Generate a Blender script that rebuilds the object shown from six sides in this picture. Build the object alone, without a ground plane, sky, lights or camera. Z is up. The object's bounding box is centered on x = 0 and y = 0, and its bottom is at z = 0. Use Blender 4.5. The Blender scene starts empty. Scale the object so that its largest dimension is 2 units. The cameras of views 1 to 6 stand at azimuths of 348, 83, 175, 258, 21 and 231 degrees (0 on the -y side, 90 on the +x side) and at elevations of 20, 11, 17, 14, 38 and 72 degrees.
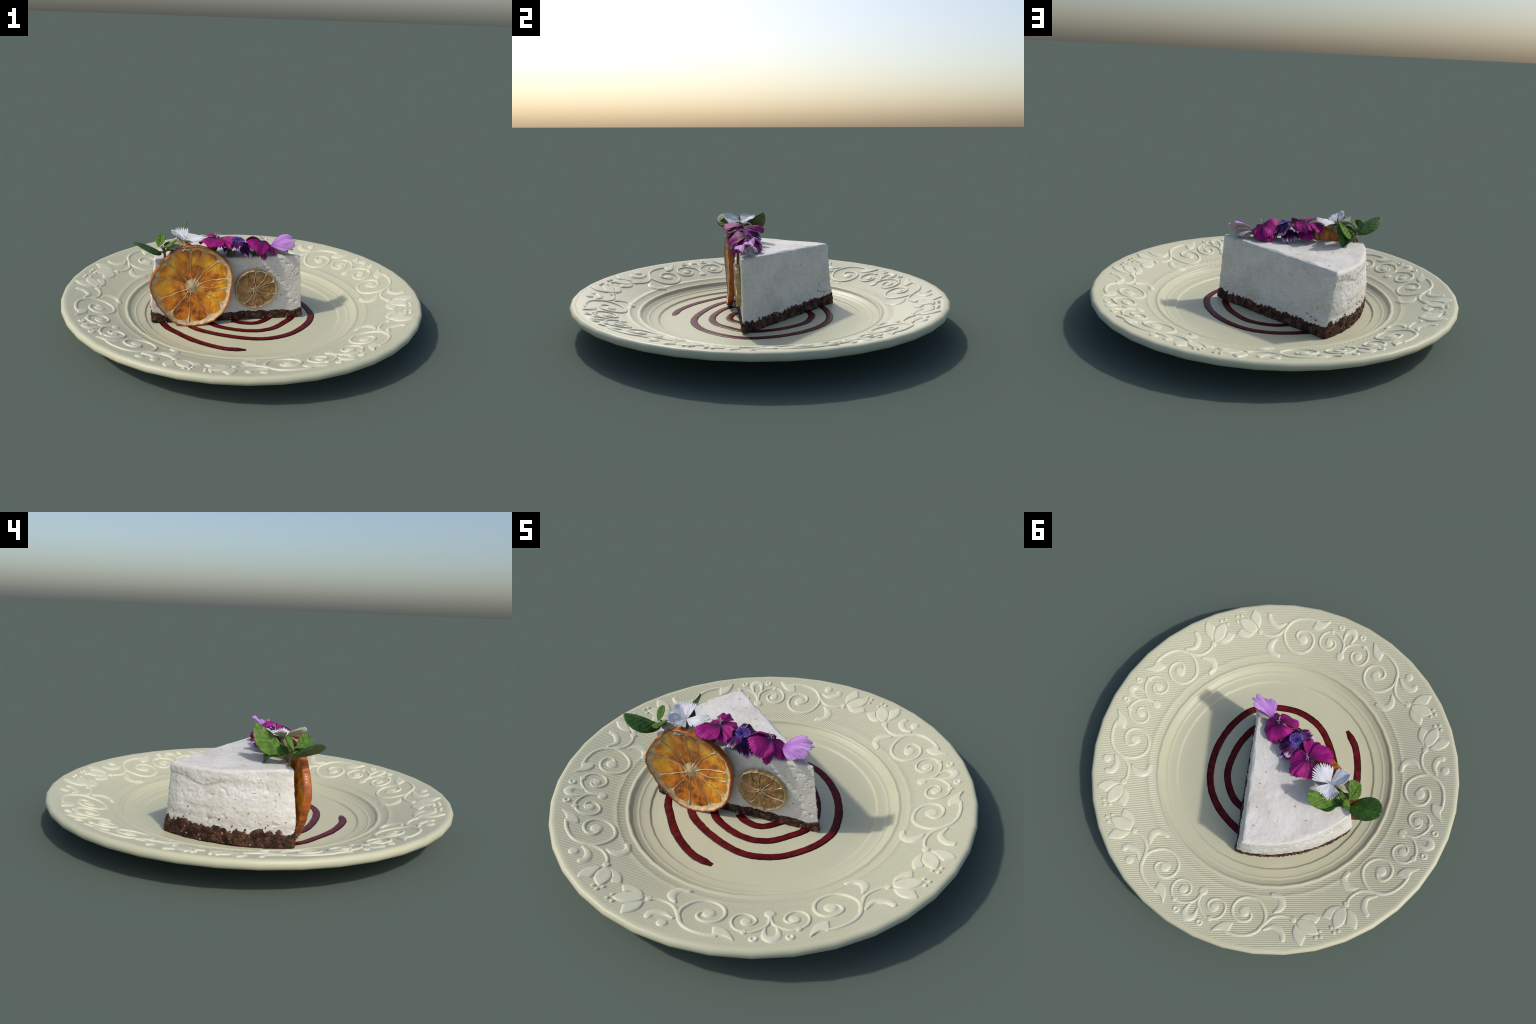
import bpy, math, random
import numpy as np
from mathutils import Vector, Matrix, noise

random.seed(7)
rng = np.random.default_rng(7)
TAU = 2 * math.pi

# ------------------------------------------------------------------ helpers
def mesh_from(name, verts, faces, mats=(), mat_index=None, smooth=True):
    me = bpy.data.meshes.new(name)
    me.from_pydata([tuple(map(float, v)) for v in verts], [], faces)
    for m in mats:
        me.materials.append(m)
    if mat_index is not None:
        me.polygons.foreach_set("material_index", mat_index)
    if smooth:
        me.polygons.foreach_set("use_smooth", [True] * len(me.polygons))
    me.validate()
    me.update()
    return me

def link(name, me, parent=None, matrix=None):
    ob = bpy.data.objects.new(name, me)
    bpy.context.scene.collection.objects.link(ob)
    if parent is not None:
        ob.parent = parent
        ob.matrix_parent_inverse = Matrix.Translation(-Vector(parent["at"]))
    ob["at"] = (0.0, 0.0, 0.0)
    if matrix is not None:
        ob.matrix_basis = matrix
    return ob

def thing(name, label, category, at=(0, 0, 0)):
    ob = bpy.data.objects.new(name, None)
    bpy.context.scene.collection.objects.link(ob)
    ob.location = at
    ob["at"] = tuple(map(float, at))
    ob["label"] = label
    ob["category"] = category
    ob.empty_display_size = 0.05
    return ob

def catmull(pts, n, closed=False):
    """Resample a smooth curve through control points (any dimension)."""
    P = np.array(pts, float)
    if closed:
        P = np.vstack([P[-1], P, P[0], P[1]])
    else:
        P = np.vstack([2 * P[0] - P[1], P, 2 * P[-1] - P[-2]])
    segs = len(P) - 3
    out = []
    for k in range(n):
        t = k / n * segs if closed else k / (n - 1) * segs
        i = min(int(t), segs - 1)
        f = t - i
        a, b, c, d = P[i], P[i + 1], P[i + 2], P[i + 3]
        out.append(0.5 * (2 * b + (c - a) * f + (2 * a - 5 * b + 4 * c - d) * f * f + (3 * b - a - 3 * c + d) * f ** 3))
    return np.array(out)

def polar_interp(table):
    """Smooth periodic radius function r(angle in degrees) from (degree, radius) pairs."""
    a = np.array([t[0] for t in table], float)
    r = np.array([t[1] for t in table], float)
    aa = np.concatenate([a - 360, a, a + 360])
    rr = np.concatenate([r, r, r])
    def f(deg):
        d = np.asarray(deg, float) % 360
        # average of shifted linear interpolations = light smoothing
        return sum(np.interp(d + s, aa, rr) for s in (-7, -3.5, 0, 3.5, 7)) / 5
    return f

def grid_faces(nu, nv, closed_u=False, base=0):
    f = []
    uu = nu if closed_u else nu - 1
    for j in range(nv - 1):
        for i in range(uu):
            i2 = (i + 1) % nu
            f.append((base + j * nu + i, base + j * nu + i2, base + (j + 1) * nu + i2, base + (j + 1) * nu + i))
    return f

def fbm(p, octaves=3):
    return noise.fractal(p, 1.0, 2.0, octaves, noise_basis='PERLIN_ORIGINAL')

def tube(path, radii, sides=8, cap=True):
    path = np.array(path, float)
    n = len(path)
    V, F = [], []
    for i in range(n):
        t = path[min(i + 1, n - 1)] - path[max(i - 1, 0)]
        t = t / (np.linalg.norm(t) + 1e-9)
        ref = np.array([0, 0, 1.0]) if abs(t[2]) < 0.8 else np.array([1.0, 0, 0])
        a = np.cross(t, ref); a /= np.linalg.norm(a)
        b = np.cross(t, a)
        for k in range(sides):
            ang = TAU * k / sides
            V.append(path[i] + radii[i] * (math.cos(ang) * a + math.sin(ang) * b))
    F += grid_faces(sides, n, True)
    if cap:
        F.append(tuple(range(sides)))
        F.append(tuple(reversed(range((n - 1) * sides, n * sides))))
    return V, F

# ------------------------------------------------------------------ node helpers
class Mat:
    def __init__(self, name, rough=0.5, spec=0.5, **kw):
        self.m = bpy.data.materials.new(name)
        self.m.use_nodes = True
        self.nt = self.m.node_tree
        self.bsdf = self.nt.nodes["Principled BSDF"]
        self.bsdf.inputs["Roughness"].default_value = rough
        self.bsdf.inputs["Specular IOR Level"].default_value = spec
        for k, v in kw.items():
            self.bsdf.inputs[k.replace("_", " ")].default_value = v
        self.tc = self.nt.nodes.new("ShaderNodeTexCoord")
    def node(self, t, **props):
        n = self.nt.nodes.new("ShaderNode" + t)
        for k, v in props.items():
            setattr(n, k, v)
        return n
    def put(self, a, b):
        self.nt.links.new(a, b)
    def coords(self, scale=(1, 1, 1), rot=(0, 0, 0), loc=(0, 0, 0)):
        mp = self.node("Mapping")
        mp.inputs["Scale"].default_value = scale
        mp.inputs["Rotation"].default_value = rot
        mp.inputs["Location"].default_value = loc
        self.put(self.tc.outputs["Object"], mp.inputs["Vector"])
        return mp.outputs["Vector"]
    def noise(self, scale, detail=4, rough=0.55, vec=None, dist=0.0):
        n = self.node("TexNoise")
        n.inputs["Scale"].default_value = scale
        n.inputs["Detail"].default_value = detail
        n.inputs["Roughness"].default_value = rough
        n.inputs["Distortion"].default_value = dist
        self.put(vec if vec is not None else self.tc.outputs["Object"], n.inputs["Vector"])
        return n.outputs["Fac"]
    def voronoi(self, scale, vec=None, out="Distance", rand=1.0):
        n = self.node("TexVoronoi")
        n.inputs["Scale"].default_value = scale
        n.inputs["Randomness"].default_value = rand
        self.put(vec if vec is not None else self.tc.outputs["Object"], n.inputs["Vector"])
        return n.outputs[out]
    def ramp(self, fac, stops):
        r = self.node("ValToRGB")
        el = r.color_ramp.elements
        while len(el) < len(stops):
            el.new(0.5)
        for e, (p, c) in zip(el, stops):
            e.position = p
            e.color = (*c, 1) if len(c) == 3 else c
        self.put(fac, r.inputs["Fac"])
        return r.outputs["Color"]
    def math(self, op, a, b=None, c=None, clamp=False):
        n = self.node("Math", operation=op, use_clamp=clamp)
        for i, x in enumerate((a, b, c)):
            if x is None:
                continue
            if hasattr(x, "is_linked"):
                self.put(x, n.inputs[i])
            else:
                n.inputs[i].default_value = x
        return n.outputs[0]
    def mix(self, fac, a, b, blend='MIX'):
        n = self.node("Mix", data_type='RGBA', blend_type=blend)
        for sock, x in ((n.inputs[0], fac), (n.inputs[6], a), (n.inputs[7], b)):
            if hasattr(x, "is_linked"):
                self.put(x, sock)
            elif isinstance(x, (int, float)):
                sock.default_value = x
            else:
                sock.default_value = (*x, 1)
        return n.outputs[2]
    def color(self, c):
        if hasattr(c, "is_linked"):
            self.put(c, self.bsdf.inputs["Base Color"])
        else:
            self.bsdf.inputs["Base Color"].default_value = (*c, 1)
    def bump(self, h, strength=0.3, dist=0.002):
        b = self.node("Bump")
        b.inputs["Strength"].default_value = strength
        b.inputs["Distance"].default_value = dist
        self.put(h, b.inputs["Height"])
        self.put(b.outputs["Normal"], self.bsdf.inputs["Normal"])
    def xyz(self, vec=None):
        s = self.node("SeparateXYZ")
        self.put(vec if vec is not None else self.tc.outputs["Object"], s.inputs[0])
        return s.outputs
    def translucent(self, col, fac):
        t = self.node("BsdfTranslucent")
        if hasattr(col, "is_linked"):
            self.put(col, t.inputs["Color"])
        else:
            t.inputs["Color"].default_value = (*col, 1)
        mx = self.node("MixShader")
        mx.inputs[0].default_value = fac
        out = self.nt.nodes["Material Output"]
        self.put(self.bsdf.outputs[0], mx.inputs[1])
        self.put(t.outputs[0], mx.inputs[2])
        self.put(mx.outputs[0], out.inputs["Surface"])

# ------------------------------------------------------------------ materials
GLAZE = (0.530, 0.520, 0.360)
GLAZE_PALE = (0.62, 0.61, 0.46)

def glaze_plate():
    M = Mat("cream_glaze", rough=0.42, spec=0.35)
    # moulded parallel ribbing on the rim only (radial mask), fine speckled glaze everywhere
    x, y, z = M.xyz()
    r2 = M.math('ADD', M.math('MULTIPLY', x, x), M.math('MULTIPLY', y, y))
    r = M.math('SQRT', r2)
    band = M.math('MULTIPLY', M.math('GREATER_THAN', r, 0.667), M.math('LESS_THAN', r, 0.966))
    ang = math.radians(51)
    d = M.math('ADD', M.math('MULTIPLY', x, -math.sin(ang)), M.math('MULTIPLY', y, math.cos(ang)))
    wob = M.math('MULTIPLY', M.noise(2.2, 2), 0.02)
    ph = M.math('MULTIPLY', M.math('ADD', d, wob), TAU / 0.0103)
    rib = M.math('MULTIPLY', M.math('ADD', M.math('SINE', ph), 1.0), 0.5)
    rib = M.math('MULTIPLY', rib, band)
    grain = M.noise(420, 2)
    h = M.math('ADD', M.math('MULTIPLY', rib, 1.0), M.math('MULTIPLY', grain, 0.12))
    M.bump(h, 0.78, 0.0022)
    patch = M.ramp(M.noise(5.0, 4), [(0.35, GLAZE), (0.7, (0.555, 0.538, 0.385))])
    speck = M.ramp(M.noise(300, 2), [(0.3, (0.93, 0.93, 0.91)), (0.62, (1, 1, 1))])
    col = M.mix(1.0, patch, speck, 'MULTIPLY')
    # rib crests lightened in the colour: light-dark striping painted on top of the bump
    col = M.mix(M.math('MULTIPLY', rib, 0.28), col, GLAZE_PALE)
    M.color(col)
    return M.m

def glaze_relief():
    M = Mat("pale_relief_glaze", rough=0.42, spec=0.35)
    M.color(M.ramp(M.noise(30, 3), [(0.35, (0.585, 0.575, 0.42)), (0.65, GLAZE_PALE)]))
    M.bump(M.noise(420, 2), 0.1, 0.001)
    return M.m

def cream_mat():
    M = Mat("coconut_cream", rough=0.55, spec=0.3, Subsurface_Weight=0.15, Subsurface_Scale=0.02)
    M.bsdf.inputs["Subsurface Radius"].default_value = (1.0, 0.8, 0.6)
    base = M.ramp(M.noise(9, 5), [(0.3, (0.580, 0.552, 0.492)), (0.6, (0.682, 0.662, 0.622))])
    base = M.mix(1.0, base, M.ramp(M.noise(75, 4, 0.65), [(0.30, (0.92, 0.91, 0.89)), (0.55, (1.02, 1.02, 1.02))]), 'MULTIPLY')
    fleck = M.voronoi(26, M.coords((1, 1, 1)))
    spots = M.ramp(fleck, [(0.05, (1, 1, 1)), (0.085, (0, 0, 0))])
    keep = M.ramp(M.noise(14, 1), [(0.54, (0, 0, 0)), (0.58, (1, 1, 1))])
    col = M.mix(M.mix(1.0, spots, keep, 'MULTIPLY'), base, (0.46, 0.38, 0.17))
    M.color(col)
    h = M.math('ADD', M.noise(70, 4, 0.6), M.math('MULTIPLY', M.noise(260, 3), 0.35))
    M.bump(h, 0.30, 0.004)
    return M.m

def crumb_mat():
    M = Mat("cocoa_nut_crumb", rough=0.75, spec=0.25)
    n1 = M.ramp(M.noise(38, 6, 0.65), [(0.32, (0.018, 0.008, 0.006)), (0.5, (0.068, 0.033, 0.021)), (0.70, (0.17, 0.088, 0.052))])
    cells = M.ramp(M.voronoi(32, out="Color"), [(0.1, (0.35, 0.33, 0.33)), (0.8, (1.25, 1.15, 1.05))])
    col = M.mix(1.0, n1, cells, 'MULTIPLY')
    nut = M.ramp(M.voronoi(42, M.coords(loc=(.3, .7, .1))), [(0.10, (1, 1, 1)), (0.17, (0, 0, 0))])
    keep = M.ramp(M.noise(33, 1), [(0.52, (0, 0, 0)), (0.58, (1, 1, 1))])
    col = M.mix(M.mix(1.0, nut, keep, 'MULTIPLY'), col, (0.26, 0.15, 0.095))
    M.color(col)
    M.bump(M.math('ADD', M.noise(80, 4, 0.6), M.voronoi(60)), 0.6, 0.006)
    return M.m

def plain(name, col, rough=0.5, spec=0.4, var=0.2, scale=40, bump=0.2, bscale=160, **kw):
    M = Mat(name, rough=rough, spec=spec, **kw)
    dark = tuple(c * (1 - var) for c in col)
    light = tuple(min(1, c * (1 + var)) for c in col)
    M.color(M.ramp(M.noise(scale, 4), [(0.32, dark), (0.68, light)]))
    M.bump(M.noise(bscale, 3), bump, 0.002)
    return M.m

def petal_mat(name, inner, mid, outer, rim=None, streak=0.35, rough=0.55, trans=0.18, inner_at=(0.16, 0.42), speckle=None):
    """Radial colour along the petal (object x runs from base to tip, tip at 1)."""
    M = Mat(name, rough=rough, spec=0.25, Sheen_Weight=0.0)
    x, y, z = M.xyz()
    r = M.math('SQRT', M.math('ADD', M.math('MULTIPLY', x, x), M.math('MULTIPLY', y, y)))
    th = M.math('ARCTAN2', y, x)
    comb = M.node("CombineXYZ")
    M.put(M.math('MULTIPLY', th, 7.0), comb.inputs[0])
    M.put(M.math('MULTIPLY', r, 1.2), comb.inputs[1])
    veins = M.noise(1.6, 3, 0.6, comb.outputs[0])
    jag = M.math('ADD', r, M.math('MULTIPLY', M.math('SUBTRACT', veins, 0.5), 0.45))
    stops = [(inner_at[0], inner), (inner_at[1], mid), (0.85, outer)]
    col = M.ramp(jag, stops)
    shade = M.ramp(veins, [(0.3, (1 - streak,) * 3), (0.6, (1, 1, 1))])
    col = M.mix(1.0, col, shade, 'MULTIPLY')
    if speckle is not None:
        sp = M.ramp(M.voronoi(17), [(0.12, (1, 1, 1)), (0.2, (0, 0, 0))])
        zone = M.ramp(r, [(0.45, (0, 0, 0)), (0.6, (0.75,) * 3), (0.8, (0.4,) * 3), (0.95, (0, 0, 0))])
        col = M.mix(M.mix(1.0, sp, zone, 'MULTIPLY'), col, speckle)
    if rim is not None:
        edge = M.ramp(M.math('ADD', r, M.math('MULTIPLY', M.math('SUBTRACT', veins, 0.5), 0.5)), [(0.80, (0, 0, 0)), (0.98, (1, 1, 1))])
        col = M.mix(edge, col, rim)
    M.color(col)
    M.bump(veins, 0.22, 0.01)
    M.translucent(col, trans)
    return M.m

def leaf_mat(name, dark, light, trans=0.15, vein_k=0.45):
    M = Mat(name, rough=0.45, spec=0.4)
    x, y, z = M.xyz()
    ay = M.math('ABSOLUTE', y)
    ph = M.math('SUBTRACT', x, M.math('MULTIPLY', ay, 0.9))
    side = M.math('ABSOLUTE', M.math('SINE', M.math('MULTIPLY', ph, math.pi * 7)))
    vein = M.ramp(side, [(0.0, (1, 1, 1)), (0.22, (0, 0, 0))])
    mid = M.ramp(ay, [(0.006, (1, 1, 1)), (0.02, (0, 0, 0))])
    base = M.ramp(M.noise(5, 4), [(0.35, dark), (0.65, light)])
    col = M.mix(M.math('MULTIPLY', vein, vein_k), base, tuple(c * 0.45 for c in dark))
    col = M.mix(M.math('MULTIPLY', mid, 0.6), col, tuple(min(1, c * 1.9) for c in light))
    M.color(col)
    M.bump(M.math('ADD', M.math('MULTIPLY', side, 1.3 * vein_k), M.noise(22, 3)), 0.35, 0.012)
    M.translucent(col, trans)
    return M.m

def flesh_mat(name, dark, mid, light, coat=0.5):
    M = Mat(name, rough=0.3, spec=0.5, Coat_Weight=coat, Coat_Roughness=0.15, Subsurface_Weight=0.25, Subsurface_Scale=0.02)
    M.bsdf.inputs["Subsurface Radius"].default_value = (1.0, 0.35, 0.08)
    n = M.noise(10, 3, 0.5, dist=1.0)
    fib = M.noise(60, 3, 0.6, M.coords((1, 1, 0.35)))
    f = M.math('ADD', M.math('MULTIPLY', n, 0.87), M.math('MULTIPLY', fib, 0.13))
    M.color(M.ramp(f, [(0.34, dark), (0.5, mid), (0.68, light)]))
    M.bump(M.math('ADD', n, fib), 0.9, 0.006)
    return M.m

def sauce_mat(name, a, b, rough=0.34):
    M = Mat(name, rough=rough, spec=0.14)
    M.color(M.ramp(M.noise(28, 4), [(0.35, a), (0.65, b)]))
    M.bump(M.noise(45, 3), 0.25, 0.004)
    return M.m

MAT_PLATE = glaze_plate()
MAT_RELIEF = glaze_relief()
MAT_CREAM = cream_mat()
MAT_CRUMB = crumb_mat()
MAT_CRUMB_DARK = plain("dark_crumb", (0.045, 0.018, 0.012), 0.8, 0.2, 0.5, 60, 0.6, 120)
MAT_CRUMB_TAN = plain("nut_crumb", (0.24, 0.14, 0.085), 0.75, 0.2, 0.35, 60, 0.5, 120)
MAT_ZEST = plain("lime_zest", (0.42, 0.35, 0.13), 0.6, 0.3, 0.3, 80)
MAT_SAUCE = sauce_mat("berry_coulis", (0.060, 0.0035, 0.005), (0.145, 0.008, 0.011))
MAT_SAUCE_EDGE = sauce_mat("berry_coulis_edge", (0.018, 0.003, 0.003), (0.045, 0.005, 0.005), 0.35)  # same sauce darkened: shaded flanks of the ribbon painted beside the lit red middle
MAT_RIND = plain("dried_orange_rind", (0.40, 0.098, 0.010), 0.5, 0.45, 0.4, 24, 0.7, 150, Coat_Weight=0.15)
MAT_PITH = plain("dried_orange_pith", (0.58, 0.43, 0.235), 0.7, 0.3, 0.35, 34, 0.6, 130)
MAT_FLESH = flesh_mat("dried_orange_flesh", (0.24, 0.050, 0.002), (0.72, 0.22, 0.003), (1.0, 0.50, 0.018))
MAT_MEMBRANE = plain("orange_membrane", (0.70, 0.48, 0.22), 0.6, 0.3, 0.2, 40, 0.3)
MAT_LIME_RIND = plain("dried_lime_rind", (0.48, 0.33, 0.12), 0.5, 0.4, 0.3, 30, 0.5)
MAT_LIME_FLESH = flesh_mat("dried_lime_flesh", (0.17, 0.080, 0.018), (0.29, 0.15, 0.042), (0.43, 0.26, 0.10), 0.2)
MAT_LIME_MEM = plain("lime_membrane", (0.58, 0.44, 0.27), 0.6, 0.3, 0.2, 40, 0.3)
MAT_MAGENTA = petal_mat("magenta_petal", (0.10, 0.007, 0.09), (0.31, 0.006, 0.165), (0.43, 0.012, 0.24))
MAT_MAGENTA_BACK = petal_mat("magenta_petal_back", (0.30, 0.12, 0.22), (0.30, 0.08, 0.2), (0.34, 0.10, 0.22))
MAT_PURPLE = petal_mat("purple_petal", (0.11, 0.05, 0.42), (0.055, 0.003, 0.055), (0.10, 0.006, 0.10), rim=(0.72, 0.52, 0.80), inner_at=(0.30, 0.52))
MAT_PURPLE_BACK = petal_mat("purple_petal_back", (0.35, 0.25, 0.3), (0.30, 0.2, 0.26), (0.45, 0.36, 0.42))
MAT_VIOLET = petal_mat("violet_corolla", (0.05, 0.03, 0.14), (0.085, 0.035, 0.30), (0.17, 0.08, 0.45), rim=(.35, .25, .6), streak=0.65)
MAT_WHITE = petal_mat("white_petal", (0.52, 0.55, 0.52), (0.76, 0.77, 0.82), (0.82, 0.82, 0.86), streak=0.08, inner_at=(0.03, 0.14))
MAT_WHITE_BACK = petal_mat("white_petal_back", (0.34, 0.36, 0.18), (0.50, 0.48, 0.30), (0.58, 0.56, 0.40), streak=0.15)
MAT_PINK = petal_mat("pink_petal", (0.42, 0.14, 0.55), (0.62, 0.29, 0.76), (0.76, 0.43, 0.86), streak=0.32, speckle=(0.36, 0.08, 0.42), inner_at=(0.12, 0.5))
MAT_PINK_BACK = petal_mat("pink_petal_back", (0.5, 0.46, 0.38), (0.56, 0.45, 0.48), (0.62, 0.50, 0.56), streak=0.1)
MAT_CALYX = plain("calyx_green", (0.035, 0.06, 0.022), 0.6, 0.3, 0.3, 60)
MAT_CALYX_PALE = plain("calyx_olive", (0.30, 0.27, 0.13), 0.6, 0.3, 0.35, 40)
MAT_STAMEN = plain("stamen", (0.55, 0.42, 0.50), 0.6, 0.3, 0.2, 60)
MAT_LEAF = leaf_mat("mint_leaf", (0.055, 0.135, 0.012), (0.135, 0.255, 0.028))
MAT_LEAF_DARK = leaf_mat("mint_leaf_dark", (0.022, 0.075, 0.008), (0.06, 0.15, 0.016), vein_k=0.15)
MAT_LEAF_BACK = leaf_mat("mint_leaf_back", (0.085, 0.13, 0.035), (0.14, 0.18, 0.06))
MAT_STEM = plain("mint_stem", (0.12, 0.12, 0.045), 0.5, 0.4, 0.35, 50)

# ------------------------------------------------------------------ plate
SEG = 40
TOP = [(0.0, .0215), (0.30, .0215), (0.50, .0215), (0.545, .0215), (0.549, .0222), (0.552, .0270), (0.555, .0305), (0.560, .0312),
       (0.580, .0332), (0.596, .0362), (0.600, .0378), (0.6035, .0412), (0.608, .0418), (0.612, .0412), (0.620, .0455), (0.630, .0515),
       (0.638, .0562), (0.641, .0588), (0.644, .0660), (0.648, .0705), (0.652, .0724), (0.657, .0718), (0.662, .0694), (0.668, .0702),
       (0.685, .0778), (0.698, .0822), (0.701, .0850), (0.705, .0864), (0.710, .0856), (0.73, .0918), (0.78, .1064), (0.84, .1236), (0.90, .1402),
       (0.945, .1522), (0.960, .1556), (0.970, .1582), (0.978, .1596)]
LIP = [(0.986, .1590), (0.992, .1560), (0.997, .1500), (1.000, .1410), (0.9985, .1325), (0.995, .1250), (0.988, .1195), (0.976, .1165)]
UNDER = [(0.94, .1105), (0.86, .0935), (0.78, .0735), (0.71, .0540), (0.665, .0395), (0.62, .0265), (0.575, .0145), (0.545, .0050), (0.535, 0.0),
         (0.515, 0.0), (0.505, .0030), (0.495, .0085), (0.20, .0085), (0.0, .0085)]
TR = np.array([p[0] for p in TOP]); TZ = np.array([p[1] for p in TOP])

def plate_z(x, y):
    r = np.hypot(x, y)
    th = np.degrees(np.arctan2(y, x))
    d = np.mod(th, 360 / SEG) - 180 / SEG
    return np.interp(r * np.cos(np.radians(d)) / math.cos(math.pi / SEG), TR, TZ)

plate = thing("dinner_plate", "round cream plate with embossed scroll rim", "plate")
prof = TOP + LIP + UNDER
V, F = [], []
V.append((0, 0, prof[0][1]))
for r, z in prof[1:-1]:
    for k in range(SEG):
        a = TAU * k / SEG
        V.append((r * math.cos(a), r * math.sin(a), z))
V.append((0, 0, prof[-1][1]))
nr = len(prof) - 2
for k in range(SEG):
    F.append((0, 1 + k, 1 + (k + 1) % SEG))
    b = 1 + (nr - 1) * SEG
    F.append((len(V) - 1, b + (k + 1) % SEG, b + k))
for j in range(nr - 1):
    for k in range(SEG):
        a, b = 1 + j * SEG + k, 1 + j * SEG + (k + 1) % SEG
        F.append((a, a + SEG, b + SEG, b))
plate_body = link("plate_body", mesh_from("plate_body", V, F, [MAT_PLATE]), plate)

# --- embossed ornament of the rim. One half motif (0..45 degrees from a palmette axis) is described
#     in (radius, degrees); it is mirrored and repeated around four axes.
RELIEF_H = 0.0064

def pol(pts, sgn=1):
    return np.array([(r * math.cos(math.radians(sgn * a)), r * math.sin(math.radians(sgn * a))) for r, a in pts])

AX = math.radians(22.5)
def to_rim(xy, h):
    """Sector coordinates (palmette axis along +x) to the rim surface at the first axis, raised by h."""
    c, s = math.cos(AX), math.sin(AX)
    x = xy[:, 0] * c - xy[:, 1] * s
    y = xy[:, 0] * s + xy[:, 1] * c
    return np.stack([x, y, plate_z(x, y) + h], 1)

ACROSS = np.array([-1.6, -1.25, -0.95, -0.6, -.3, 0, .3, 0.6, 0.95, 1.25, 1.6])
RISE = np.array([-0.35, 0.10, 0.60, 0.90, .98, 1.0, .98, 0.90, 0.60, 0.10, -0.35])

def stroke(ctrl, widths, n, sgn, h=RELIEF_H):
    """Raised line with varying half width."""
    c = catmull(pol(ctrl, sgn), n)
    w = np.interp(np.linspace(0, 1, n), np.linspace(0, 1, len(widths)), widths)
    t = np.gradient(c, axis=0)
    t /= np.linalg.norm(t, axis=1, keepdims=True) + 1e-9
    nrm = np.stack([-t[:, 1], t[:, 0]], 1)
    # rounded ends: extend by w and shrink
    rows, hh = [], []
    ends0 = [(-1.0, 0.25, 0.0), (-0.7, 0.72, 0.7)]
    for e, s, k in ends0:
        rows.append(c[0][None] + t[0] * w[0] * e + nrm[0] * (ACROSS * w[0] * s)[:, None]); hh.append(np.where(RISE > 0, RISE * k, RISE) * h)
    for i in range(n):
        rows.append(c[i][None] + nrm[i] * (ACROSS * w[i] * 1.12)[:, None]); hh.append(RISE * h * min(1, 0.6 + w[i] / 0.014))
    for e, s, k in reversed(ends0):
        rows.append(c[-1][None] - t[-1] * w[-1] * e + nrm[-1] * (ACROSS * w[-1] * s)[:, None]); hh.append(np.where(RISE > 0, RISE * k, RISE) * h)
    xy = np.concatenate(rows); hs = np.concatenate(hh)
    V = to_rim(xy, hs)
    F = grid_faces(len(ACROSS), len(rows))
    return V, F

def pad(outline, n, sgn, h=RELIEF_H, centre=None, skirt=0.0045, dimple=0.0, closed_ctrl=True, smooth=True):
    """Raised flat-topped patch with rounded shoulders."""
    p = pol(outline, sgn)
    c = catmull(p, n, True) if smooth else np.concatenate([np.linspace(p[i], p[(i + 1) % len(p)], n // len(p), endpoint=False) for i in range(len(p))])
    m = c.mean(0) if centre is None else pol([centre], sgn)[0]
    d = c - m
    L = np.linalg.norm(d, axis=1, keepdims=True) + 1e-9
    u = d / L
    rings, hs = [], []
    for off, k in ((skirt + .0015, -0.35), (0.0026, 0.12), (-0.0006, 0.60), (-0.0036, 0.90), (-0.008, 1.0)):
        rings.append(m + u * np.maximum(L + off, 0.25 * L)); hs.append(np.full(len(c), k * h))
    for s, k in ((0.5, 1 - dimple * 0.6), (0.15, 1 - dimple)):
        rings.append(m + d * s * 0.8); hs.append(np.full(len(c), k * h))
    V = to_rim(np.concatenate(rings), np.concatenate(hs))
    F = grid_faces(len(c), len(rings), True)
    F.append(tuple((len(rings) - 1) * len(c) + i for i in range(len(c))))
    return V, F

def disc(r, a, rad, sgn, h=RELIEF_H, hole=0.0, n=24):
    cx, cy = pol([(r, a)], sgn)[0]
    prof = [(rad * 1.28, -.35), (rad * 1.05, .12), (rad * .88, .72), (rad * .7, .97), (rad * .4, 1.0), (rad * .12, 1.0)] if not hole else \
           [(rad * 1.28, -.35), (rad * 1.05, .12), (rad * .9, .75), (rad * .7, 1.0), (rad * .5, .8), (hole, .25), (hole * .4, .1)]
    xy, hs = [], []
    for q, k in prof:
        for i in range(n):
            xy.append((cx + q * math.cos(TAU * i / n), cy + q * math.sin(TAU * i / n))); hs.append(k * h)
    V = to_rim(np.array(xy), np.array(hs))
    F = grid_faces(n, len(prof), True)
    F.append(tuple((len(prof) - 1) * n + i for i in range(n)))
    return V, F

def fuse(*parts):
    V, F = [], []
    for v, f in parts:
        b = len(V)
        V += [tuple(q) for q in v]
        F += [tuple(i + b for i in q) for q in f]
    return V, F

def outward(V, F):
    """Flip faces whose normal points down so every relief piece faces out of the rim."""
    P = np.array(V)
    out = []
    for f in F:
        p = P[list(f[:4])]
        nz = np.cross(p[1] - p[0], p[2] - p[0])[2] if len(f) < 5 else np.cross(p[1] - p[0], P[f[len(f) // 2]] - p[0])[2]
        out.append(tuple(reversed(f)) if nz < 0 else f)
    return out

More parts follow.
